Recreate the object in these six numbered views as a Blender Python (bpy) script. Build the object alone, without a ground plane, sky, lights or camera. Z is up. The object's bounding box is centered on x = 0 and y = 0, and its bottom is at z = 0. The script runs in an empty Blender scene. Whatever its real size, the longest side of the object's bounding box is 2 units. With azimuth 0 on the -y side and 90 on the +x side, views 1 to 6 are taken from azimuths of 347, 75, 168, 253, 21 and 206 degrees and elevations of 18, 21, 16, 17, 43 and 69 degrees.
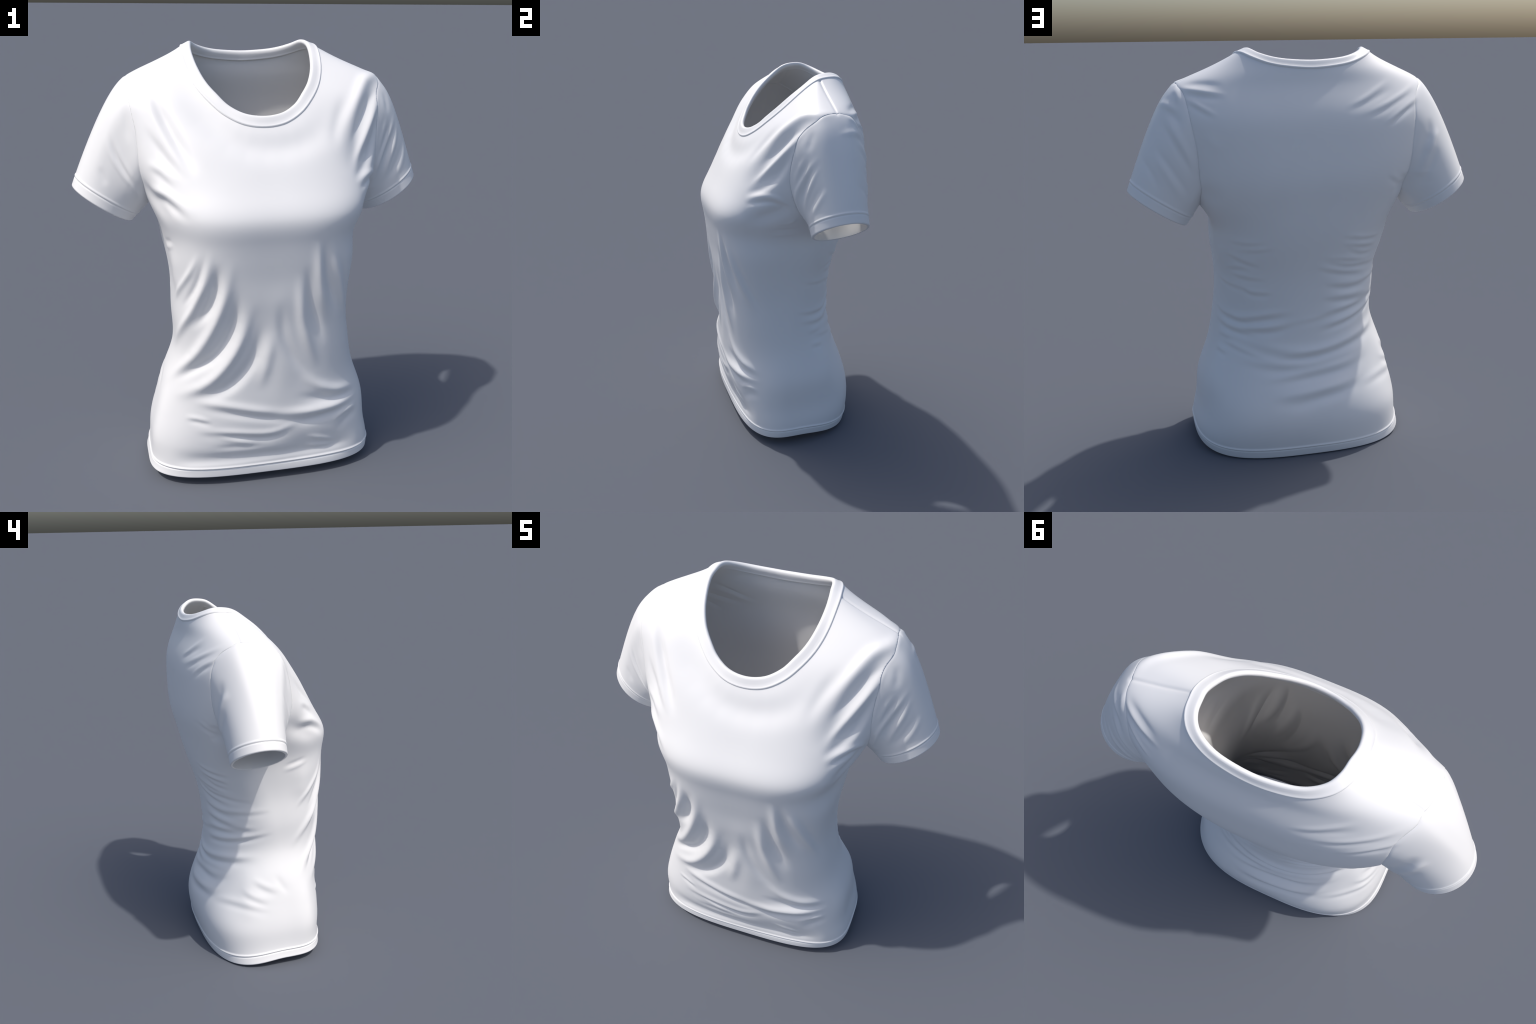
import bpy
import numpy as np

# =====================================================================
#  A white, fitted, short-sleeved T-shirt standing as if worn.
#  Frame: metres, z up, front of the shirt faces -y, hem at z = 0.
# =====================================================================

# ---------------------------------------------------------------- body
# Horizontal sections of the body: superellipses whose two half widths,
# side line, front depth, back depth and squareness change with height.
Z      = np.array([0, .08, .2, .35, .5, .65, .8, .95, 1.1, 1.2, 1.3, 1.4, 1.5, 1.6, 1.7, 1.78, 1.85, 1.9, 1.95, 2.0])
W_POS = np.array([.541, .551, .529, .514, .463, .428, .410, .415, .432, .443, .506, .554, .582, .606, .635, .642, .582, .469, .363, .280])
W_NEG = np.array([.563, .538, .529, .500, .459, .411, .411, .409, .426, .448, .490, .533, .574, .600, .630, .637, .569, .464, .352, .271])
SIDE_Y = np.array([-.066, -.078, -.097, -.093, -.083, -.081, -.057, -.024, .036, .088, .115, .127, .127, .127, .122, .115, .128, .146, .168, .193])
D_FRONT = np.array([.273, .265, .256, .269, .276, .277, .304, .349, .428, .493, .526, .488, .430, .371, .291, .214, .157, .125, .096, .072])
D_BACK = np.array([.383, .411, .442, .408, .355, .338, .321, .311, .296, .271, .267, .276, .281, .279, .276, .262, .228, .201, .167, .135])
N_FRONT = np.array([3.35, 3.14, 2.82, 2.49, 2.53, 2.90, 3.27, 3.53, 3.59, 3.42, 3.22, 2.97, 2.79, 2.74, 2.87, 3.09, 3.24, 3.35, 3.47, 3.58])
N_BACK = np.array([2.85, 2.92, 2.92, 2.52, 2.29, 2.14, 2.16, 2.22, 2.29, 2.30, 2.35, 2.46, 2.54, 2.55, 2.41, 2.19, 2.07, 2.10, 2.19, 2.32])
CLOTH = .018          # thickness of the cloth
SLEEVE_CLOTH = .013
BAND = .046           # height of the hem and cuff bands


def spline(x, y, q):
    """Natural cubic spline through (x, y), evaluated at q."""
    n, h = len(x), np.diff(x)
    a, r = np.eye(n), np.zeros(n)
    for i in range(1, n - 1):
        a[i, i - 1:i + 2] = h[i - 1], 2 * (h[i - 1] + h[i]), h[i]
        r[i] = 6 * ((y[i + 1] - y[i]) / h[i] - (y[i] - y[i - 1]) / h[i - 1])
    m = np.linalg.solve(a, r)
    i = np.clip(np.searchsorted(x, q) - 1, 0, n - 2)
    a, b = (x[i + 1] - q) / h[i], (q - x[i]) / h[i]
    return a * y[i] + b * y[i + 1] + ((a ** 3 - a) * m[i] + (b ** 3 - b) * m[i + 1]) * h[i] ** 2 / 6


def section(z):
    return [spline(Z, p, z) for p in (W_POS, W_NEG, SIDE_Y, D_FRONT, D_BACK, N_FRONT, N_BACK)]


def body_radius(c, s, q):
    n = np.where(s < 0, q[5], q[6])
    w = np.where(c > 0, q[0], q[1])
    d = np.where(s < 0, q[3], q[4])
    return ((np.abs(c) / w) ** n + (np.abs(s) / d) ** n) ** (-1 / n)


def hem_rise(y):
    """The hem dips towards the back."""
    t = np.clip((y + .05) / .35, 0, 1)
    return .041 * (1 - t * t * (3 - 2 * t))


def body_field(p):
    """Signed horizontal distance from the body surface (negative inside)."""
    q = section(p[:, 2])
    x, y = p[:, 0], p[:, 1] - q[2]
    r = np.hypot(x, y) + 1e-9
    return r - body_radius(x / r, y / r, q)


def to_body(p, steps=6):
    """Move points onto the body surface along its gradient."""
    p = np.array(p, float)
    for _ in range(steps):
        f = body_field(p)
        g = np.stack([(body_field(p + e) - body_field(p - e)) / 2e-4 for e in np.eye(3) * 1e-4], 1)
        p -= (f / (g ** 2).sum(1))[:, None] * g
    return p


# ------------------------------------------------------------- helpers
def closed_curve(ctrl, n):
    """Closed Catmull-Rom curve resampled to n points at equal arc length."""
    c = np.asarray(ctrl, float)
    m = len(c)
    t = np.linspace(0, m, 40 * m, endpoint=False)
    i = t.astype(int)
    f = (t - i)[:, None]
    a, b, d, e = c[(i - 1) % m], c[i % m], c[(i + 1) % m], c[(i + 2) % m]
    p = .5 * (2 * b + (d - a) * f + (2 * a - 5 * b + 4 * d - e) * f ** 2 + (3 * b - a - 3 * d + e) * f ** 3)
    return p if n is None else resample(np.vstack([p, p[:1]]), n + 1)[:-1]


def resample(p, n):
    d = np.r_[0, np.cumsum(np.linalg.norm(np.diff(p, axis=0), axis=1))]
    t = np.linspace(0, d[-1], n)
    return np.stack([np.interp(t, d, p[:, k]) for k in range(p.shape[1])], 1)


def signed_polygon(pt, poly):
    """Signed distance to a closed 2D polygon, positive inside."""
    best = np.full(len(pt), 9.)
    inside = np.zeros(len(pt), bool)
    nxt = np.roll(poly, -1, 0)
    for a, b in zip(poly, nxt):
        ab = b - a
        t = np.clip(((pt - a) @ ab) / (ab @ ab), 0, 1)
        best = np.minimum(best, np.linalg.norm(pt - a - t[:, None] * ab, axis=1))
        cross = (a[1] > pt[:, 1]) != (b[1] > pt[:, 1])
        inside ^= cross & (pt[:, 0] < (b[0] - a[0]) * (pt[:, 1] - a[1]) / (b[1] - a[1] + 1e-12) + a[0])
    return np.where(inside, best, -best)


def loop_distance(p, loop):
    best = np.full(len(p), 9.)
    for a, b in zip(loop, np.roll(loop, -1, 0)):
        ab = b - a
        t = np.clip(((p - a) @ ab) / (ab @ ab + 1e-12), 0, 1)
        best = np.minimum(best, np.linalg.norm(p - a - t[:, None] * ab, axis=1))
    return best


def clip_faces(v, faces, g):
    """Keep the part of the mesh where g < 0, cutting quads along g = 0."""
    v = list(map(tuple, v))
    cut, out = {}, []
    pos = g > 0
    k = pos[faces].sum(1)
    out += [tuple(f) for f in faces[k == 0]]
    for f in faces[(k > 0) & (k < 4)]:
        poly = []
        for a, b in zip(f, np.roll(f, -1)):
            if not pos[a]:
                poly.append(int(a))
            if pos[a] != pos[b]:
                key = (min(a, b), max(a, b))
                if key not in cut:
                    t = g[key[0]] / (g[key[0]] - g[key[1]])
                    cut[key] = len(v)
                    v.append(tuple(np.array(v[key[0]]) * (1 - t) + np.array(v[key[1]]) * t))
                poly.append(cut[key])
        if len(poly) > 2:
            out.append(tuple(poly))
    used = sorted({i for f in out for i in f})
    new = {o: n for n, o in enumerate(used)}
    return np.array([v[i] for i in used]), [tuple(new[i] for i in f) for f in out]


def vertex_normals(v, faces):
    n = np.zeros_like(v)
    by = {}
    for f in faces:
        by.setdefault(len(f), []).append(f)
    for k, fs in by.items():
        fs = np.array(fs)
        p = v[fs]
        fn = np.zeros((len(fs), 3))
        for i in range(1, k - 1):
            fn += np.cross(p[:, i] - p[:, 0], p[:, i + 1] - p[:, 0])
        for i in range(k):
            np.add.at(n, fs[:, i], fn)
    return n / (np.linalg.norm(n, axis=1)[:, None] + 1e-12)


def grid_faces(rows, cols, wrap):
    r = np.arange(rows - 1)[:, None]
    c = np.arange(cols if wrap else cols - 1)[None]
    d = (c + 1) % cols
    return np.stack([r * cols + c, r * cols + d, (r + 1) * cols + d, (r + 1) * cols + c], -1).reshape(-1, 4)


def make_object(name, v, faces, material, parent=None):
    me = bpy.data.meshes.new(name)
    size = np.array([len(f) for f in faces], np.int32)
    me.vertices.add(len(v))
    me.vertices.foreach_set("co", np.asarray(v, np.float32).ravel())
    me.loops.add(int(size.sum()))
    me.loops.foreach_set("vertex_index", np.concatenate([np.asarray(f, np.int32) for f in faces]))
    me.polygons.add(len(faces))
    me.polygons.foreach_set("loop_start", np.r_[0, np.cumsum(size)[:-1]].astype(np.int32))
    me.polygons.foreach_set("use_smooth", np.ones(len(faces), bool))
    me.update(calc_edges=True)
    me.validate()
    me.materials.append(material)
    ob = bpy.data.objects.new(name, me)
    bpy.context.scene.collection.objects.link(ob)
    ob.parent = parent
    return ob


def shell(v, inside, faces, sewn=()):
    """Give an open sheet of cloth a second, inner face and closed edges,
    except along the vertices where it is sewn on to the next piece."""
    sewn = set(sewn)
    k = len(v)
    inner = [tuple(i + k for i in reversed(f)) for f in faces]
    seen = {}
    for f in faces:
        for a, b in zip(f, f[1:] + f[:1]):
            key = (min(a, b), max(a, b))
            seen[key] = None if key in seen else (a, b)
    rim = [(e[1], e[0], e[0] + k, e[1] + k) for e in seen.values() if e and not (e[0] in sewn and e[1] in sewn)]
    return np.vstack([v, inside]), list(faces) + inner + rim


# --------------------------------------------------------------- folds
# Each fold is a soft ridge (or valley, negative height) that runs along
# a short curve on the cloth and fades out at both ends.
FOLDS = []


def fold(height, width, *path, ends=(1., 1.)):
    FOLDS.append((height, width, np.array(path, float), ends))


def wrinkle(height, width, *path):
    """A small pleat: a ridge with a valley right below it."""
    p = np.array(path, float)
    FOLDS.append((height, width, p + [0, 0, .75 * width], (1., 1.)))
    FOLDS.append((-height, width, p - [0, 0, .75 * width], (1., 1.)))



# belly folds swinging from under the bust to the hip, left of the wearer's front
fold(0.0081, 0.014, (-0.324, -0.344, 1.146), (-0.358, -0.304, 1.053), (-0.402, -0.182, 0.907))
fold(-0.00675, 0.014, (-0.299, -0.357, 1.128), (-0.330, -0.323, 1.006), (-0.379, -0.253, 0.887))
fold(0.0162, 0.02, (-0.273, -0.371, 1.155), (-0.296, -0.346, 1.020), (-0.353, -0.289, 0.861), (-0.405, -0.155, 0.683))
fold(-0.01755, 0.02, (-0.244, -0.375, 1.098), (-0.250, -0.358, 0.976), (-0.282, -0.337, 0.886), (-0.341, -0.296, 0.802))
fold(0.01782, 0.026, (-0.188, -0.388, 1.120), (-0.206, -0.368, 0.984), (-0.252, -0.343, 0.829), (-0.336, -0.290, 0.659), (-0.449, -0.173, 0.496))
fold(-0.0189, 0.024, (-0.154, -0.374, 0.982), (-0.163, -0.360, 0.859), (-0.197, -0.350, 0.755), (-0.259, -0.331, 0.659), (-0.351, -0.283, 0.586), (-0.431, -0.207, 0.512))
fold(0.01782, 0.028, (-0.101, -0.369, 0.917), (-0.131, -0.357, 0.771), (-0.194, -0.347, 0.640), (-0.292, -0.319, 0.526), (-0.422, -0.244, 0.444))
fold(-0.0162, 0.028, (-0.045, -0.361, 0.811), (-0.080, -0.357, 0.657), (-0.159, -0.351, 0.543), (-0.251, -0.334, 0.481), (-0.355, -0.295, 0.451))
fold(0.0081, 0.028, (-0.004, -0.360, 0.760), (-0.021, -0.358, 0.636), (-0.050, -0.358, 0.511))

# belly folds on the other side
fold(-0.0081, 0.026, (0.039, -0.369, 0.910), (0.054, -0.359, 0.755), (0.111, -0.356, 0.626), (0.190, -0.347, 0.535))
fold(0.0135, 0.026, (0.120, -0.379, 1.004), (0.145, -0.357, 0.789), (0.210, -0.344, 0.603))
fold(-0.0108, 0.022, (0.152, -0.384, 1.056), (0.183, -0.361, 0.892), (0.242, -0.340, 0.711))
fold(0.01215, 0.024, (0.196, -0.391, 1.164), (0.218, -0.366, 0.973), (0.261, -0.339, 0.814))
fold(-0.01215, 0.02, (0.225, -0.387, 1.178), (0.249, -0.367, 1.031), (0.307, -0.322, 0.852))
fold(0.00945, 0.018, (0.266, -0.373, 1.154), (0.315, -0.335, 0.987), (0.373, -0.260, 0.781))
fold(-0.0054, 0.02, (0.311, -0.351, 1.131), (0.354, -0.299, 0.955), (0.403, -0.202, 0.739))

# cross folds above the hem
fold(0.008415, 0.0216, (-0.349, -0.300, 0.437), (-0.203, -0.348, 0.421), (-0.050, -0.362, 0.386), (0.103, -0.360, 0.355))
fold(0.01403, 0.0243, (0.026, -0.362, 0.365), (0.142, -0.358, 0.357), (0.239, -0.345, 0.355), (0.334, -0.320, 0.356), (0.444, -0.254, 0.372))
fold(-0.00748, 0.0202, (-0.323, -0.315, 0.406), (-0.196, -0.350, 0.381), (-0.027, -0.362, 0.344), (0.128, -0.358, 0.313))
fold(-0.00935, 0.0243, (0.065, -0.361, 0.317), (0.167, -0.355, 0.306), (0.274, -0.339, 0.314), (0.380, -0.303, 0.332))
fold(0.01122, 0.0243, (0.155, -0.352, 0.534), (0.237, -0.339, 0.473), (0.325, -0.314, 0.434), (0.436, -0.249, 0.409))
fold(-0.00935, 0.0243, (0.125, -0.357, 0.438), (0.221, -0.345, 0.412), (0.316, -0.322, 0.393), (0.434, -0.260, 0.385))
fold(0.006545, 0.0176, (-0.340, -0.320, 0.295), (-0.197, -0.351, 0.286), (-0.048, -0.358, 0.267), (0.028, -0.358, 0.269), (0.105, -0.358, 0.293), (0.176, -0.354, 0.298))
fold(-0.006545, 0.0189, (-0.320, -0.328, 0.267), (-0.160, -0.353, 0.253), (-0.009, -0.356, 0.235), (0.106, -0.356, 0.250))
fold(0.00374, 0.0135, (-0.387, -0.291, 0.354), (-0.338, -0.315, 0.354), (-0.275, -0.336, 0.341))
fold(-0.00374, 0.0135, (-0.380, -0.297, 0.340), (-0.339, -0.317, 0.336), (-0.276, -0.337, 0.325))
fold(0.004675, 0.0148, (-0.270, -0.340, 0.265), (-0.160, -0.352, 0.238), (-0.069, -0.354, 0.210))
fold(-0.00374, 0.0162, (-0.263, -0.340, 0.204), (-0.160, -0.350, 0.200), (-0.038, -0.352, 0.194))
fold(0.004675, 0.0135, (0.187, -0.349, 0.214), (0.262, -0.339, 0.188), (0.331, -0.326, 0.160))
fold(0.004675, 0.0135, (0.174, -0.346, 0.160), (0.248, -0.339, 0.146), (0.332, -0.326, 0.137))
fold(0.00561, 0.0148, (0.309, -0.332, 0.275), (0.371, -0.310, 0.307), (0.442, -0.269, 0.311))
fold(-0.004675, 0.0216, (0.337, -0.325, 0.228), (0.401, -0.299, 0.267), (0.453, -0.265, 0.276))
fold(0.00374, 0.0162, (-0.430, -0.291, 0.097), (-0.308, -0.328, 0.100), (-0.120, -0.344, 0.103), (0.073, -0.345, 0.108), (0.233, -0.339, 0.108), (0.387, -0.311, 0.112), ends=(0.3, 0.3))
fold(-0.00374, 0.0216, (-0.343, -0.322, 0.143), (-0.159, -0.346, 0.146), (0.032, -0.348, 0.148), (0.190, -0.344, 0.146))

# pull creases from the underarm over the chest
fold(0.006, 0.026, (-0.505, -0.029, 1.811), (-0.477, -0.106, 1.718), (-0.433, -0.168, 1.624), (-0.375, -0.241, 1.522), (-0.344, -0.280, 1.464))
fold(-0.017, 0.026, (-0.468, -0.044, 1.807), (-0.435, -0.118, 1.718), (-0.392, -0.184, 1.625), (-0.343, -0.245, 1.538), (-0.317, -0.282, 1.479))
fold(0.005, 0.02, (-0.514, -0.093, 1.712), (-0.464, -0.156, 1.617), (-0.409, -0.217, 1.540), (-0.363, -0.266, 1.478))
fold(-0.006, 0.02, (-0.498, -0.125, 1.646), (-0.452, -0.180, 1.573), (-0.392, -0.244, 1.496), (-0.355, -0.280, 1.454))
fold(0.005, 0.02, (-0.500, -0.156, 1.515), (-0.448, -0.214, 1.481), (-0.401, -0.263, 1.435))
fold(-0.006, 0.02, (-0.492, -0.170, 1.490), (-0.449, -0.219, 1.458), (-0.407, -0.265, 1.420))
fold(0.01, 0.022, (-0.501, -0.145, 1.408), (-0.461, -0.215, 1.402), (-0.415, -0.273, 1.378), (-0.346, -0.346, 1.322))
fold(-0.009, 0.024, (-0.489, -0.149, 1.357), (-0.449, -0.237, 1.365), (-0.403, -0.297, 1.340), (-0.356, -0.343, 1.300))
fold(-0.003, 0.012, (-0.416, -0.218, 1.181), (-0.428, -0.152, 1.162), (-0.432, -0.090, 1.149))
fold(0.003, 0.012, (-0.409, -0.230, 1.161), (-0.423, -0.163, 1.138), (-0.428, -0.091, 1.121))
fold(0.015, 0.03, (0.586, 0.153, 1.845), (0.571, 0.052, 1.847), (0.512, -0.012, 1.828), (0.451, -0.091, 1.756), (0.374, -0.184, 1.636))
fold(-0.00825, 0.02, (0.570, -0.016, 1.799), (0.523, -0.071, 1.753), (0.472, -0.127, 1.681), (0.399, -0.204, 1.582))
fold(0.01, 0.018, (0.575, -0.028, 1.776), (0.533, -0.091, 1.690), (0.475, -0.158, 1.602), (0.399, -0.245, 1.493))
fold(-0.0105, 0.024, (0.565, -0.065, 1.693), (0.522, -0.124, 1.588), (0.463, -0.196, 1.515), (0.400, -0.264, 1.450))
fold(-0.006, 0.03, (0.393, -0.093, 1.768), (0.334, -0.174, 1.668), (0.296, -0.239, 1.574))
fold(0.005, 0.014, (0.391, -0.288, 1.412), (0.447, -0.238, 1.436), (0.504, -0.174, 1.443), (0.528, -0.128, 1.418), (0.531, -0.043, 1.356))
fold(-0.008, 0.014, (0.413, -0.285, 1.389), (0.465, -0.231, 1.408), (0.508, -0.169, 1.411), (0.528, -0.102, 1.375))
fold(-0.01, 0.02, (0.388, -0.276, 1.439), (0.459, -0.213, 1.475), (0.511, -0.147, 1.535), (0.537, -0.107, 1.596))
fold(0.004, 0.01, (0.481, -0.137, 1.283), (0.497, -0.067, 1.294), (0.578, -0.025, 1.331))
fold(-0.004, 0.012, (0.457, -0.152, 1.249), (0.462, -0.070, 1.241), (0.464, 0.006, 1.240))
fold(0.003, 0.012, (0.431, -0.186, 1.217), (0.443, -0.093, 1.210), (0.446, -0.010, 1.207))

# creases on the sleeves
fold(0.0068, 0.0154, (0.674, 0.017, 1.666), (0.650, -0.020, 1.608), (0.604, -0.051, 1.523), (0.573, -0.067, 1.451), (0.557, -0.054, 1.385), (0.512, -0.010, 1.312))
fold(-0.00765, 0.0168, (0.668, -0.007, 1.611), (0.638, -0.033, 1.536), (0.614, -0.045, 1.473), (0.606, -0.043, 1.412))
fold(0.00595, 0.0154, (0.686, 0.010, 1.613), (0.670, -0.018, 1.537), (0.639, -0.034, 1.453), (0.614, -0.033, 1.366))
fold(0.0034, 0.0168, (0.742, 0.034, 1.518), (0.717, -0.006, 1.440), (0.670, -0.026, 1.363))
fold(-0.0034, 0.0168, (0.718, 0.014, 1.527), (0.687, -0.018, 1.445), (0.643, -0.030, 1.368))
fold(0.0034, 0.0168, (0.619, -0.035, 1.646), (0.590, -0.059, 1.578), (0.572, -0.074, 1.510))
fold(-0.0034, 0.0196, (0.639, -0.023, 1.637), (0.611, -0.046, 1.569), (0.591, -0.060, 1.507))
fold(-0.0034, 0.0196, (0.613, 0.007, 1.778), (0.624, -0.007, 1.732), (0.624, -0.024, 1.684))
fold(-0.00425, 0.0168, (0.666, 0.211, 1.694), (0.624, 0.277, 1.615), (0.575, 0.300, 1.526), (0.527, 0.289, 1.431))
fold(0.00425, 0.0196, (0.639, 0.235, 1.706), (0.597, 0.289, 1.627), (0.552, 0.303, 1.537), (0.520, 0.293, 1.460))
fold(-0.0034, 0.0168, (0.696, 0.230, 1.584), (0.652, 0.277, 1.515), (0.601, 0.289, 1.435), (0.551, 0.268, 1.347))
fold(0.0034, 0.0196, (0.713, 0.219, 1.566), (0.670, 0.271, 1.492), (0.619, 0.284, 1.406), (0.569, 0.259, 1.317))
fold(-0.0034, 0.0168, (0.750, 0.186, 1.529), (0.715, 0.250, 1.457), (0.689, 0.268, 1.384))
fold(0.0051, 0.0168, (0.658, 0.140, 1.761), (0.624, 0.223, 1.755), (0.595, 0.262, 1.727))
fold(-0.0051, 0.0196, (0.636, 0.219, 1.741), (0.602, 0.265, 1.708), (0.584, 0.288, 1.665))
fold(0.00425, 0.014, (0.590, 0.192, 1.829), (0.584, 0.232, 1.799), (0.582, 0.253, 1.767))
fold(0.0051, 0.0154, (-0.668, 0.003, 1.614), (-0.653, -0.018, 1.539), (-0.614, -0.040, 1.463), (-0.563, -0.055, 1.390), (-0.515, -0.007, 1.318))
fold(-0.0051, 0.0154, (-0.647, -0.016, 1.606), (-0.625, -0.035, 1.519), (-0.589, -0.055, 1.442), (-0.542, -0.052, 1.371))
fold(0.0034, 0.014, (-0.643, -0.016, 1.622), (-0.611, -0.043, 1.526), (-0.568, -0.069, 1.439), (-0.525, -0.047, 1.363))
fold(-0.0034, 0.0196, (-0.585, -0.039, 1.733), (-0.579, -0.058, 1.654), (-0.572, -0.070, 1.590))
fold(-0.00255, 0.0168, (-0.701, 0.001, 1.470), (-0.687, -0.009, 1.425), (-0.683, -0.012, 1.391))
fold(0.0034, 0.0196, (-0.638, 0.263, 1.613), (-0.606, 0.288, 1.577), (-0.583, 0.297, 1.515))
fold(-0.0051, 0.0252, (-0.580, 0.284, 1.668), (-0.584, 0.294, 1.605), (-0.579, 0.298, 1.540))
fold(0.00425, 0.0196, (-0.629, 0.267, 1.621), (-0.602, 0.291, 1.558), (-0.570, 0.298, 1.482), (-0.530, 0.280, 1.389))
fold(-0.0051, 0.0252, (-0.556, 0.301, 1.645), (-0.557, 0.304, 1.574), (-0.542, 0.303, 1.502), (-0.512, 0.289, 1.429))
fold(-0.0034, 0.0168, (-0.633, 0.284, 1.520), (-0.600, 0.292, 1.449), (-0.558, 0.277, 1.363))

# creases over the shoulder blades
fold(0.00544, 0.0144, (0.573, 0.195, 1.840), (0.544, 0.240, 1.827), (0.477, 0.285, 1.817), (0.393, 0.321, 1.805))
fold(-0.00408, 0.0168, (0.552, 0.211, 1.846), (0.494, 0.253, 1.850), (0.405, 0.300, 1.842))
fold(-0.00476, 0.0168, (0.561, 0.235, 1.812), (0.494, 0.285, 1.800), (0.405, 0.324, 1.789))
fold(0.00476, 0.012, (0.548, 0.262, 1.786), (0.508, 0.295, 1.763), (0.463, 0.325, 1.736), (0.422, 0.346, 1.715))
fold(-0.0034, 0.0144, (0.549, 0.267, 1.767), (0.509, 0.301, 1.744), (0.448, 0.338, 1.710))
fold(0.00204, 0.0192, (0.489, 0.328, 1.633), (0.443, 0.348, 1.595), (0.406, 0.360, 1.567))
fold(0.0034, 0.0144, (-0.150, 0.384, 1.742), (-0.239, 0.364, 1.777), (-0.358, 0.310, 1.847))
fold(-0.0034, 0.0168, (-0.166, 0.388, 1.723), (-0.256, 0.366, 1.763), (-0.373, 0.321, 1.813))
fold(0.0034, 0.0144, (-0.208, 0.390, 1.702), (-0.317, 0.365, 1.739), (-0.424, 0.319, 1.784), (-0.520, 0.244, 1.832))
fold(-0.0034, 0.0144, (-0.238, 0.388, 1.692), (-0.329, 0.367, 1.721), (-0.429, 0.325, 1.767), (-0.502, 0.277, 1.802))
fold(0.00408, 0.0132, (-0.326, 0.379, 1.657), (-0.408, 0.351, 1.709), (-0.520, 0.283, 1.773))
fold(-0.00476, 0.0144, (-0.359, 0.372, 1.658), (-0.422, 0.348, 1.700), (-0.508, 0.300, 1.745))
fold(0.00204, 0.0144, (-0.364, 0.361, 1.435), (-0.422, 0.325, 1.402), (-0.480, 0.261, 1.370))
fold(-0.00272, 0.0144, (-0.352, 0.361, 1.415), (-0.411, 0.322, 1.378), (-0.454, 0.279, 1.356))
fold(-0.00272, 0.012, (-0.391, 0.351, 1.437), (-0.441, 0.310, 1.398), (-0.586, 0.286, 1.384))
fold(-0.00272, 0.012, (-0.358, 0.339, 1.352), (-0.423, 0.294, 1.337), (-0.619, 0.285, 1.372))
fold(0.00204, 0.012, (-0.417, 0.343, 1.456), (-0.466, 0.302, 1.423), (-0.614, 0.289, 1.417))

# bunched wrinkles round the waist and the small of the back
wrinkle(0.004048, 0.0164, (-0.162, 0.315, 1.093), (-0.260, 0.272, 1.065), (-0.354, 0.195, 1.051))
wrinkle(0.00506, 0.0164, (-0.067, 0.304, 1.019), (-0.178, 0.272, 0.977), (-0.306, 0.202, 0.962), (-0.392, 0.081, 0.952))
wrinkle(0.00506, 0.0164, (-0.112, 0.267, 0.891), (-0.230, 0.227, 0.870), (-0.323, 0.166, 0.870), (-0.406, 0.008, 0.887))
wrinkle(0.00506, 0.0164, (-0.074, 0.261, 0.803), (-0.223, 0.219, 0.786), (-0.322, 0.151, 0.778), (-0.388, 0.057, 0.780))
wrinkle(0.004048, 0.0164, (0.032, 0.257, 0.692), (-0.225, 0.213, 0.740), (-0.302, 0.163, 0.744))
wrinkle(0.006072, 0.0164, (-0.062, 0.254, 0.645), (-0.240, 0.201, 0.684), (-0.326, 0.136, 0.709), (-0.390, 0.040, 0.741), (-0.408, -0.033, 0.759))
wrinkle(0.006072, 0.0196, (0.187, 0.250, 0.508), (-0.078, 0.263, 0.533), (-0.266, 0.203, 0.569), (-0.344, 0.135, 0.592), (-0.396, 0.045, 0.611))
wrinkle(0.006072, 0.0224, (0.202, 0.280, 0.403), (-0.083, 0.286, 0.436), (-0.244, 0.245, 0.462), (-0.330, 0.187, 0.496))
wrinkle(0.00506, 0.0256, (0.171, 0.315, 0.319), (-0.078, 0.317, 0.340), (-0.223, 0.288, 0.363), (-0.309, 0.238, 0.405))
wrinkle(0.003036, 0.0204, (-0.419, 0.099, 0.485), (-0.458, 0.041, 0.451), (-0.480, -0.031, 0.421))
wrinkle(0.003036, 0.0204, (-0.401, 0.157, 0.425), (-0.452, 0.102, 0.393), (-0.487, 0.025, 0.364))
wrinkle(0.003036, 0.021, (-0.271, 0.283, 0.337), (-0.388, 0.208, 0.353), (-0.459, 0.123, 0.344), (-0.502, 0.013, 0.318))
fold(-0.003036, 0.0216, (-0.449, -0.025, 0.519), (-0.469, -0.054, 0.468), (-0.484, -0.093, 0.413))
wrinkle(0.00253, 0.0164, (0.383, 0.205, 1.123), (0.303, 0.269, 1.111), (0.205, 0.315, 1.124))
wrinkle(0.004048, 0.018, (0.387, 0.168, 1.059), (0.327, 0.217, 1.024), (0.235, 0.258, 0.994))
wrinkle(0.00253, 0.0164, (0.329, 0.239, 1.078), (0.246, 0.285, 1.078), (0.175, 0.313, 1.095))
wrinkle(0.003036, 0.0164, (0.370, 0.134, 0.948), (0.309, 0.192, 0.928), (0.210, 0.247, 0.923))
wrinkle(0.004048, 0.015, (0.315, 0.173, 0.874), (0.266, 0.204, 0.847), (0.180, 0.244, 0.852))
wrinkle(0.006072, 0.0196, (0.390, 0.057, 0.733), (0.338, 0.134, 0.701), (0.267, 0.191, 0.709), (0.179, 0.232, 0.730), (0.073, 0.256, 0.746))
wrinkle(0.006072, 0.0196, (0.387, 0.076, 0.654), (0.312, 0.162, 0.649), (0.225, 0.214, 0.655), (0.142, 0.241, 0.668), (0.041, 0.257, 0.701))
wrinkle(0.003036, 0.015, (0.416, 0.038, 0.599), (0.390, 0.089, 0.595), (0.357, 0.133, 0.591))
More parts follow.
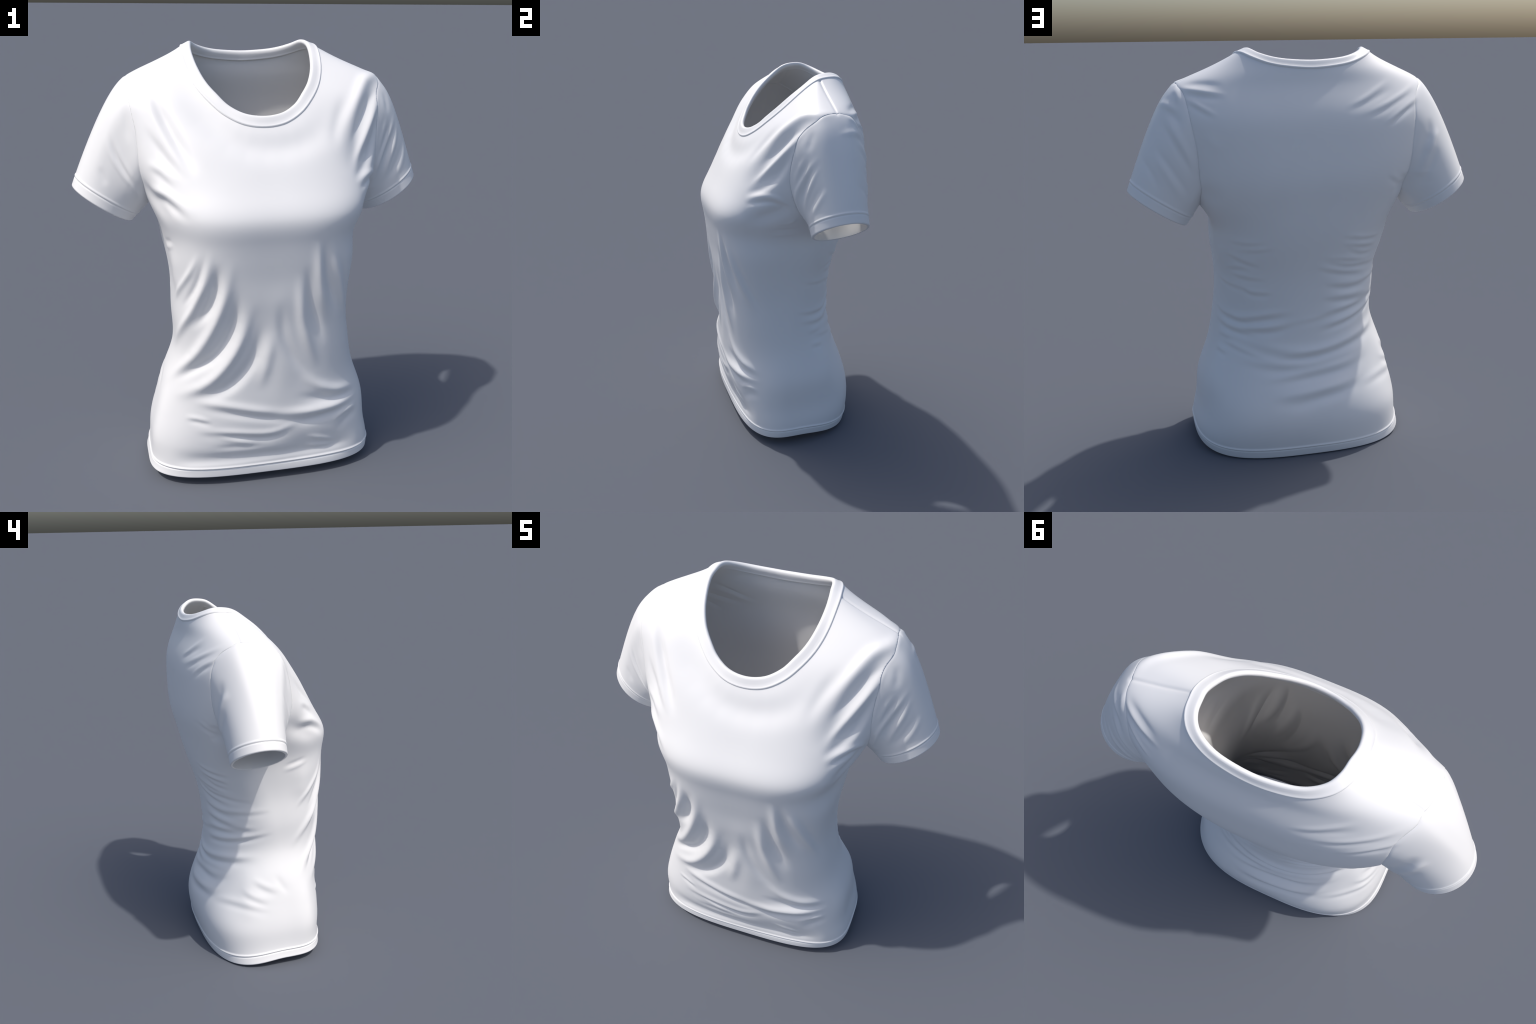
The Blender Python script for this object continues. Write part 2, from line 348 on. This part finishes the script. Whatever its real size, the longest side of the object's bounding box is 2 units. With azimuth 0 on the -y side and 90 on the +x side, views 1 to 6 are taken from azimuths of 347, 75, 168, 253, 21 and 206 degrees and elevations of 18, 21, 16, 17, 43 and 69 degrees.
wrinkle(0.003036, 0.015, (0.432, 0.049, 0.526), (0.410, 0.097, 0.518), (0.384, 0.135, 0.513))
wrinkle(0.004048, 0.015, (-0.152, 0.330, 1.135), (-0.260, 0.291, 1.112), (-0.369, 0.208, 1.104))
wrinkle(0.003036, 0.015, (-0.199, 0.306, 1.094), (-0.266, 0.273, 1.076), (-0.344, 0.213, 1.063))
wrinkle(0.004048, 0.015, (-0.176, 0.304, 1.072), (-0.264, 0.256, 1.033), (-0.349, 0.188, 1.025))
wrinkle(0.004048, 0.015, (-0.073, 0.307, 1.028), (-0.203, 0.272, 1.003), (-0.364, 0.148, 0.980))
wrinkle(0.00506, 0.0164, (-0.038, 0.293, 0.976), (-0.166, 0.265, 0.941), (-0.293, 0.201, 0.920))
wrinkle(0.00506, 0.0164, (-0.084, 0.270, 0.884), (-0.218, 0.231, 0.856), (-0.336, 0.149, 0.852))
wrinkle(0.00506, 0.0164, (-0.087, 0.260, 0.813), (-0.221, 0.222, 0.804), (-0.350, 0.124, 0.798))
wrinkle(0.00506, 0.018, (-0.040, 0.257, 0.724), (-0.159, 0.238, 0.738), (-0.276, 0.185, 0.753), (-0.362, 0.102, 0.772))
wrinkle(0.004048, 0.018, (-0.065, 0.254, 0.657), (-0.179, 0.228, 0.673), (-0.302, 0.158, 0.699))
wrinkle(0.007084, 0.027, (0.336, 0.155, 0.581), (0.228, 0.224, 0.560), (0.115, 0.259, 0.533), (-0.005, 0.267, 0.526), (-0.132, 0.254, 0.544), (-0.275, 0.195, 0.576), (-0.402, 0.048, 0.589))
wrinkle(0.007084, 0.027, (0.350, 0.175, 0.496), (0.234, 0.244, 0.479), (0.119, 0.272, 0.471), (-0.001, 0.279, 0.469), (-0.128, 0.266, 0.489), (-0.279, 0.214, 0.509))
wrinkle(0.004048, 0.024, (0.139, 0.288, 0.411), (-0.040, 0.288, 0.435), (-0.224, 0.255, 0.453))
wrinkle(0.006072, 0.03, (0.187, 0.316, 0.309), (0.052, 0.326, 0.310), (-0.056, 0.321, 0.329), (-0.159, 0.307, 0.346), (-0.261, 0.277, 0.362))
wrinkle(0.003036, 0.015, (0.383, 0.120, 0.963), (0.348, 0.174, 0.976), (0.288, 0.226, 0.981))
wrinkle(0.003036, 0.015, (0.407, 0.020, 0.906), (0.378, 0.096, 0.883), (0.291, 0.191, 0.865))
wrinkle(0.004048, 0.015, (0.413, -0.026, 0.731), (0.374, 0.088, 0.704), (0.267, 0.190, 0.686))
wrinkle(0.004048, 0.015, (0.418, -0.012, 0.669), (0.367, 0.107, 0.644), (0.246, 0.207, 0.619))
wrinkle(0.003036, 0.015, (0.417, 0.047, 0.579), (0.367, 0.132, 0.559), (0.227, 0.236, 0.512))

# broad hollows between bust and armhole
fold(-0.016, 0.06, (0.600, 0.063, 1.832), (0.503, -0.095, 1.721), (0.434, -0.186, 1.588), (0.374, -0.270, 1.464), ends=(0.7, 0.7))
fold(-0.01, 0.06, (-0.544, 0.016, 1.834), (-0.503, -0.098, 1.712), (-0.456, -0.172, 1.587), (-0.413, -0.241, 1.475), ends=(0.7, 0.7))
fold(-.022, .045, (.53, -.06, 1.42), (.50, -.14, 1.36), (.46, -.23, 1.32), (.42, -.30, 1.30))
fold(-.014, .045, (-.53, -.07, 1.42), (-.50, -.15, 1.36), (-.46, -.24, 1.32), (-.42, -.30, 1.30))

# slack below the collar and above the hem, fuller hip
fold(-.013, .060, (-.36, .02, 1.83), (-.27, -.14, 1.70), (-.12, -.23, 1.59), (.08, -.24, 1.57), (.24, -.20, 1.63), (.34, -.08, 1.76), ends=(.8, 1.))
fold(-.011, .040, (-.42, -.28, .14), (-.2, -.34, .13), (.1, -.345, .12), (.25, -.34, .12), (.42, -.29, .13), ends=(.4, .4))
fold(.010, .060, (-.51, -.15, .06), (-.49, -.19, .2), (-.46, -.20, .5), ends=(.9, 1.))
fold(-.011, .060, (.05, -.345, .17), (.25, -.335, .16), (.42, -.28, .17))
fold(.008, .070, (.03, -.37, .98), (.04, -.36, .76), (.05, -.36, .56), (.03, -.36, .38))
fold(.009, .050, (-.39, -.20, 1.15), (-.38, -.20, 1.02), (-.37, -.20, .92))
fold(.006, .090, (-.26, -.36, .94), (0, -.37, .92), (.24, -.36, .94))

# fuller flanks, hollows behind the armpits
fold(.010, .055, (-.43, .12, 1.20), (-.41, .12, 1.08), (-.39, .12, .95))
fold(.008, .055, (.43, .12, 1.20), (.41, .12, 1.08), (.39, .12, .95))
fold(-.010, .045, (-.49, .25, 1.40), (-.45, .27, 1.37), (-.40, .29, 1.36))
fold(-.010, .045, (.49, .25, 1.40), (.45, .27, 1.37), (.40, .29, 1.36))
fold(.008, .060, (-.43, .13, .56), (-.46, .14, .42), (-.48, .14, .28))
fold(.008, .060, (.43, .13, .56), (.46, .14, .42), (.48, .14, .28))

# shoulder seams
fold(-.005, .007, (.590, .143, 1.849), (.520, .145, 1.879), (.450, .147, 1.907), (.395, .148, 1.933), (.310, .15, 1.977), ends=(.1, .1))
fold(-.004, .007, (-.558, .180, 1.853), (-.514, .177, 1.875), (-.456, .176, 1.901), (-.380, .175, 1.936), (-.310, .17, 1.970), ends=(.1, .1))



def smooth_path(p, n=16):
    p = np.vstack([p[0] + .25 * (p[0] - p[1]), p, p[-1] + .25 * (p[-1] - p[-2])])
    if len(p) < 3:
        return resample(p, n)
    q = np.vstack([2 * p[0] - p[1], p, 2 * p[-1] - p[-2]])
    out = []
    for i in range(1, len(q) - 2):
        t = np.linspace(0, 1, 12, endpoint=False)[:, None]
        a, b, c, d = q[i - 1:i + 3]
        out.append(.5 * (2 * b + (c - a) * t + (2 * a - 5 * b + 4 * c - d) * t ** 2 + (3 * b - a - 3 * c + d) * t ** 3))
    return resample(np.vstack(out + [p[-1:]]), n)


def fold_height(p):
    h = np.zeros(len(p))
    for height, width, path, ends in FOLDS:
        s = smooth_path(path)
        reach = 3 * width
        lo, hi = s.min(0) - reach, s.max(0) + reach
        near = np.where(((p > lo) & (p < hi)).all(1))[0]
        if not len(near):
            continue
        q = p[near]
        best = np.full(len(q), 9.)
        along = np.zeros(len(q))
        for i in range(len(s) - 1):
            ab = s[i + 1] - s[i]
            t = np.clip(((q - s[i]) @ ab) / (ab @ ab + 1e-12), 0, 1)
            d = np.linalg.norm(q - s[i] - t[:, None] * ab, axis=1)
            m = d < best
            best[m] = d[m]
            along[m] = (i + t[m]) / (len(s) - 1)
        u = np.clip(along, 0, 1)
        fade = np.clip(u / (.42 * ends[0] + 1e-6), 0, 1) * np.clip((1 - u) / (.42 * ends[1] + 1e-6), 0, 1)
        fade = fade * fade * (3 - 2 * fade)
        h[near] += height * fade * np.exp(-(best / width) ** 2)
    return h


def band_height(d):
    """Relief across a sewn band, d = distance from the free edge."""
    h = .0045 * np.exp(-((d - BAND - .008) / .006) ** 2)
    h -= .002 * np.exp(-((d - BAND) / .003) ** 2)
    h += .0015 * (1 / (1 + np.exp(np.clip((d - BAND + .004) / .0012, -40, 40))))
    h -= .006 * np.clip(1 - d / .006, 0, 1) ** 2
    return h


# ------------------------------------------------------------ openings
# Armhole seams, seen from the side as closed curves in (y, z).
ARMHOLE_POS = closed_curve([(.143, 1.849), (.081, 1.844), (.027, 1.822), (-.021, 1.79), (-.054, 1.744), (-.070, 1.687), (-.082, 1.627), (-.09, 1.567), (-.09, 1.505), (-.076, 1.442), (-.050, 1.378), (.01, 1.312), (.09, 1.282),
                            (.185, 1.305), (.256, 1.368), (.283, 1.43), (.300, 1.518), (.305, 1.604), (.297, 1.692), (.270, 1.765), (.230, 1.819), (.178, 1.843)], 220)
ARMHOLE_NEG = closed_curve([(.182, 1.851), (.226, 1.829), (.266, 1.80), (.297, 1.759), (.314, 1.71), (.32, 1.658), (.32, 1.603), (.316, 1.549), (.306, 1.495), (.29, 1.442), (.269, 1.386), (.232, 1.328), (.157, 1.284),
                            (.06, 1.295), (-.02, 1.34), (-.075, 1.41), (-.096, 1.476), (-.1, 1.53), (-.095, 1.585), (-.086, 1.639), (-.071, 1.691), (-.052, 1.744), (-.018, 1.795), (.035, 1.830), (.11, 1.849)], 220)

# Collar: sewn line on the body and free rim, half loop from the nape to the throat.
COLLAR_SEAM = np.array([(0, .345, 1.912), (.11, .338, 1.920), (.191, .321, 1.935), (.256, .284, 1.958), (.300, .225, 1.978), (.316, .150, 1.977), (.313, .058, 1.922),
                        (.298, -.007, 1.866), (.270, -.062, 1.811), (.226, -.110, 1.757), (.168, -.156, 1.708), (.09, -.19, 1.672), (0, -.2, 1.660)])
COLLAR_RIM = np.array([(0, .327, 1.947), (.098, .319, 1.952), (.166, .304, 1.962), (.223, .268, 1.979), (.256, .215, 1.996), (.266, .150, 1.991), (.266, .080, 1.946),
                       (.252, .003, 1.889), (.225, -.055, 1.834), (.186, -.097, 1.786), (.143, -.132, 1.744), (.08, -.165, 1.714), (0, -.178, 1.704)])


def mirror_loop(half):
    return np.vstack([half, half[-2:0:-1] * [-1, 1, 1]])


def matched_loops(n):
    a, b = mirror_loop(COLLAR_SEAM), mirror_loop(COLLAR_RIM)
    both = closed_curve(np.hstack([a, b]), n)
    seam = to_body(both[:, :3])
    return seam, both[:, 3:] + .6 * (seam - both[:, :3]) + [0, 0, .005]


def armhole_loop(curve, side):
    """Lift the (y, z) armhole curve onto the body surface."""
    lo, hi = np.full(len(curve), .2), np.full(len(curve), .8)
    for _ in range(40):
        mid = (lo + hi) / 2
        out = body_field(np.c_[mid * side, curve]) > 0
        hi, lo = np.where(out, mid, hi), np.where(out, lo, mid)
    return np.c_[(lo + hi) / 2 * side, curve]


# ----------------------------------------------------------- materials
def cloth_material():
    m = bpy.data.materials.new("white_jersey")
    m.use_nodes = True
    nt = m.node_tree
    bsdf = nt.nodes["Principled BSDF"]
    co = nt.nodes.new("ShaderNodeTexCoord")
    noise = nt.nodes.new("ShaderNodeTexNoise")
    noise.inputs["Scale"].default_value = 7
    noise.inputs["Detail"].default_value = 4
    ramp = nt.nodes.new("ShaderNodeValToRGB")
    ramp.color_ramp.elements[0].position = .3
    ramp.color_ramp.elements[0].color = (.805, .805, .807, 1)
    ramp.color_ramp.elements[1].position = .7
    ramp.color_ramp.elements[1].color = (.815, .815, .816, 1)
    nt.links.new(co.outputs["Object"], noise.inputs["Vector"])
    nt.links.new(noise.outputs["Fac"], ramp.inputs["Fac"])
    nt.links.new(ramp.outputs["Color"], bsdf.inputs["Base Color"])
    bsdf.inputs["Roughness"].default_value = .42
    return m


# -------------------------------------------------------------- build
def body_grid(zs, cols):
    """Rings of points; each ring is split at the two side tips."""
    th = np.linspace(0, np.pi, 721)
    rings = []
    half = cols // 2
    for z in zs:
        q = [a[0] for a in section(np.array([z]))]
        part = []
        for t in (th + np.pi, th):           # front half first (from -x to +x), then back
            c, s = np.cos(t), np.sin(t)
            s[[0, -1]] = 0
            s = np.where(t > np.pi, np.minimum(s, -1e-9), np.maximum(s, 1e-9))
            r = body_radius(c, s, q)
            part.append(resample(np.stack([r * c, q[2] + r * s], 1), half + 1)[:-1])
        xy = np.vstack(part)
        if z < .4:                           # raise the lower rings with the hem and follow the body there
            zr = z + hem_rise(xy[:, 1]) * (1 - z / .4)
            y = xy[:, 1] - q[2]
            r = np.hypot(xy[:, 0], y)
            c, s = xy[:, 0] / r, y / r
            qr = section(zr)
            r = body_radius(c, s, qr)
            rings.append(np.stack([r * c, qr[2] + r * s, zr], 1))
        else:
            rings.append(np.c_[xy, np.full(len(xy), z)])
    return np.vstack(rings)


def build():
    white = cloth_material()
    shirt = bpy.data.objects.new("t_shirt", None)
    bpy.context.scene.collection.objects.link(shirt)
    shirt["label"] = "white fitted short-sleeved T-shirt with round neck and soft folds"
    shirt["category"] = "T-shirt"

    seam, rim = matched_loops(360)
    arm = {1: armhole_loop(ARMHOLE_POS, 1), -1: armhole_loop(ARMHOLE_NEG, -1)}

    # --- torso and hem band
    zs = np.r_[np.linspace(0, BAND, 24), np.linspace(BAND, .075, 16)[1:], np.linspace(.075, 1.75, 300)[1:], np.linspace(1.75, 1.998, 84)[1:]]
    split = 23
    cols = 560
    v = body_grid(zs, cols)
    n = vertex_normals(v, grid_faces(len(zs), cols, True))
    g = signed_polygon(v[:, :2], seam[:, :2]) - .003
    g[v[:, 2] < 1.55] = -1
    for side, curve in ((1, ARMHOLE_POS), (-1, ARMHOLE_NEG)):
        near = (v[:, 0] * side > .3) & (v[:, 2] > 1.2)
        ga = np.full(len(v), -1.)
        ga[near] = signed_polygon(v[near, 1:], curve)
        g = np.maximum(g, ga)
    lift = fold_height(v) + band_height(np.repeat(zs, cols))
    v2 = v + n * lift[:, None]
    hem_v, hem_f = v2[:(split + 1) * cols], [tuple(f) for f in grid_faces(split + 1, cols, True)]
    hem_v[:, 2] = np.maximum(hem_v[:, 2], 0)
    hem_n = vertex_normals(hem_v, hem_f)
    hem_n[:, 2] = 0
    make_object("hem", *shell(hem_v, hem_v - hem_n * CLOTH, hem_f, range(split * cols, (split + 1) * cols)), white, shirt)

    body_v, body_g = v2[split * cols:], g[split * cols:]
    tv, tf = clip_faces(body_v, grid_faces(len(zs) - split, cols, True), body_g)
    tn = vertex_normals(tv, tf)
    d = np.minimum(loop_distance(tv, arm[1]), loop_distance(tv, arm[-1]))
    tv = tv - tn * (.0015 * np.exp(-(d / .004) ** 2))[:, None]
    tn = vertex_normals(tv, tf)
    make_object("torso", *shell(tv, tv - tn * CLOTH, tf), white, shirt)

    # --- sleeves and cuffs
    for side in (1, -1):
        loop = arm[side]
        if side < 0:                          # run every loop top > front > bottom > back
            loop = np.roll(loop[::-1], 1, 0)
        m = len(loop)
        centre = np.array([.696 * side, .122 if side > 0 else .135, 1.279])
        e1 = np.array([.840 * side, 0, .543])
        bottom = int(np.argmin(loop[:, 2]))
        ang = np.r_[np.linspace(0, np.pi, bottom, endpoint=False), np.linspace(np.pi, 2 * np.pi, m - bottom, endpoint=False)]
        half_e, half_y = .158, .145
        end = centre + np.cos(ang)[:, None] * half_e * e1 - np.sin(ang)[:, None] * half_y * np.array([0, 1, 0])
        # how the cloth leaves the armhole at its top, front, underside and back
        sn, cs = np.sin(ang)[:, None], np.cos(ang)[:, None]
        weight = [np.maximum(cs, 0) ** 2, np.maximum(sn, 0) ** 2, np.maximum(-cs, 0) ** 2, np.maximum(-sn, 0) ** 2]
        leave = np.array([(.87, 0, -.50), (.65, .50, -.57), (.55, 0, -.83), (.60, .06 if side > 0 else -.22, -.75)]) * [side, 1, 1]
        pull = (.55, .80, .80, .80)
        chord = np.linalg.norm(end - loop, axis=1)[:, None]
        t0 = sum(w * d * p for w, d, p in zip(weight, leave, pull))
        up = (1 + np.cos(ang)) / 2
        t1 = np.stack([side * (.61 - .27 * up), 0 * up, -.79 - .15 * up], 1) * .9
        rows = 120
        cuts = []
        for k in range(m):
            t = np.linspace(0, 1, 90)[:, None]
            p = ((1 + 2 * t) * (1 - t) ** 2 * loop[k] + t * (1 - t) ** 2 * chord[k] * t0[k]
                 + t * t * (3 - 2 * t) * end[k] + t * t * (t - 1) * chord[k] * t1[k])
            ln = np.r_[0, np.cumsum(np.linalg.norm(np.diff(p, axis=0), axis=1))]
            total = ln[-1]
            band = min(BAND, total * .45)
            want = np.r_[np.linspace(0, total - band - .02, rows - 44), np.linspace(total - band - .02, total - band, 21)[1:], np.linspace(total - band, total, 25)[1:]]
            cuts.append(np.c_[np.stack([np.interp(want, ln, p[:, j]) for j in range(3)], 1), (total - want) * BAND / band, want])
        s = np.array(cuts).transpose(1, 0, 2)
        tuck = s[:1] - [.022 * side, 0, 0, 0, 0]   # seam allowance turned inside the armhole
        s = np.vstack([tuck, s])
        rows = s.shape[0]
        sv, edge, start = s[..., :3].reshape(-1, 3), s[..., 3].ravel(), s[..., 4].ravel()
        sf = grid_faces(rows, m, True)
        sn = vertex_normals(sv, sf)
        if (sn.reshape(rows, m, 3) * (s[..., :3] - s[..., :3].mean(1, keepdims=True))).sum() < 0:
            sf, sn = sf[:, ::-1], -sn
        # near the armhole the cloth lifts the way the body does, so the seam stays closed
        eps = np.eye(3) * 1e-4
        bn = np.stack([body_field(loop + e) - body_field(loop - e) for e in eps], 1)
        bn /= np.linalg.norm(bn, axis=1)[:, None]
        t = np.clip(start / .06, 0, 1)[:, None]
        t = t * t * (3 - 2 * t)
        sn = sn * t + np.tile(bn, (rows, 1)) * (1 - t)
        sn /= np.linalg.norm(sn, axis=1)[:, None]
        creases = fold_height(sv)
        lining = sv + sn * (creases - SLEEVE_CLOTH)[:, None]
        lift = creases + .6 * band_height(edge) - .002 * np.exp(-(start / .006) ** 2)
        sv = sv + sn * lift[:, None]
        cut = rows - 25
        sleeve_v = sv[:(cut + 1) * m]
        sleeve_f = [tuple(f) for f in sf if max(f) < (cut + 1) * m]
        sleeve = make_object("sleeve", *shell(sleeve_v, lining[:(cut + 1) * m], sleeve_f, range(cut * m, (cut + 1) * m)), white, shirt)
        cuff_v = sv[cut * m:]
        cuff_f = [tuple(f - cut * m) for f in sf if min(f) >= cut * m]
        make_object("cuff", *shell(cuff_v, lining[cut * m:], cuff_f, range(m)), white, sleeve)

    # --- collar: a rounded band swept along the neckline
    along = np.roll(seam, -1, 0) - np.roll(seam, 1, 0)
    along /= np.linalg.norm(along, axis=1)[:, None]
    rise = rim - seam
    width = np.linalg.norm(rise, axis=1)[:, None]
    rise /= width
    out = np.cross(rise, along)
    out /= np.linalg.norm(out, axis=1)[:, None]
    flip = np.sign((out * (seam - [0, .1, 1.6])).sum(1))[:, None]
    out *= flip
    # (share of the width, extra metres along it, metres outward)
    profile = [(0, -.006, -.006), (0, -.005, -.001), (0, -.004, .002), (0, -.001, .0045), (0, .002, .0055), (0, .005, .0045), (0, .008, .0035), (.4, 0, .0035), (.7, -.003, .0035),
               (1, -.013, .0033), (1, -.008, .0015), (1, -.005, -.002), (1, -.004, -.006), (1, -.005, -.011), (1, -.008, -.015), (1, -.013, -.018),
               (.6, -.002, -.021), (.25, 0, -.022), (0, .004, -.024), (0, .001, -.026), (0, -.003, -.025), (0, -.006, -.020)]
    rings = np.array([seam + rise * (width * a + b) + out * c for a, b, c in profile])
    k = len(profile)
    rings = rings.transpose(1, 0, 2).reshape(-1, 3)
    m = len(seam)
    r, c = np.arange(m)[:, None], np.arange(k)[None]
    cf = np.stack([r * k + c, r * k + (c + 1) % k, (r + 1) % m * k + (c + 1) % k, (r + 1) % m * k + c], -1).reshape(-1, 4)
    cn = vertex_normals(rings, cf)
    if (cn.reshape(m, k, 3)[:, 7] * out).sum() < 0:
        cf = cf[:, ::-1]
    make_object("collar", rings, [tuple(f) for f in cf], white, shirt)


build()
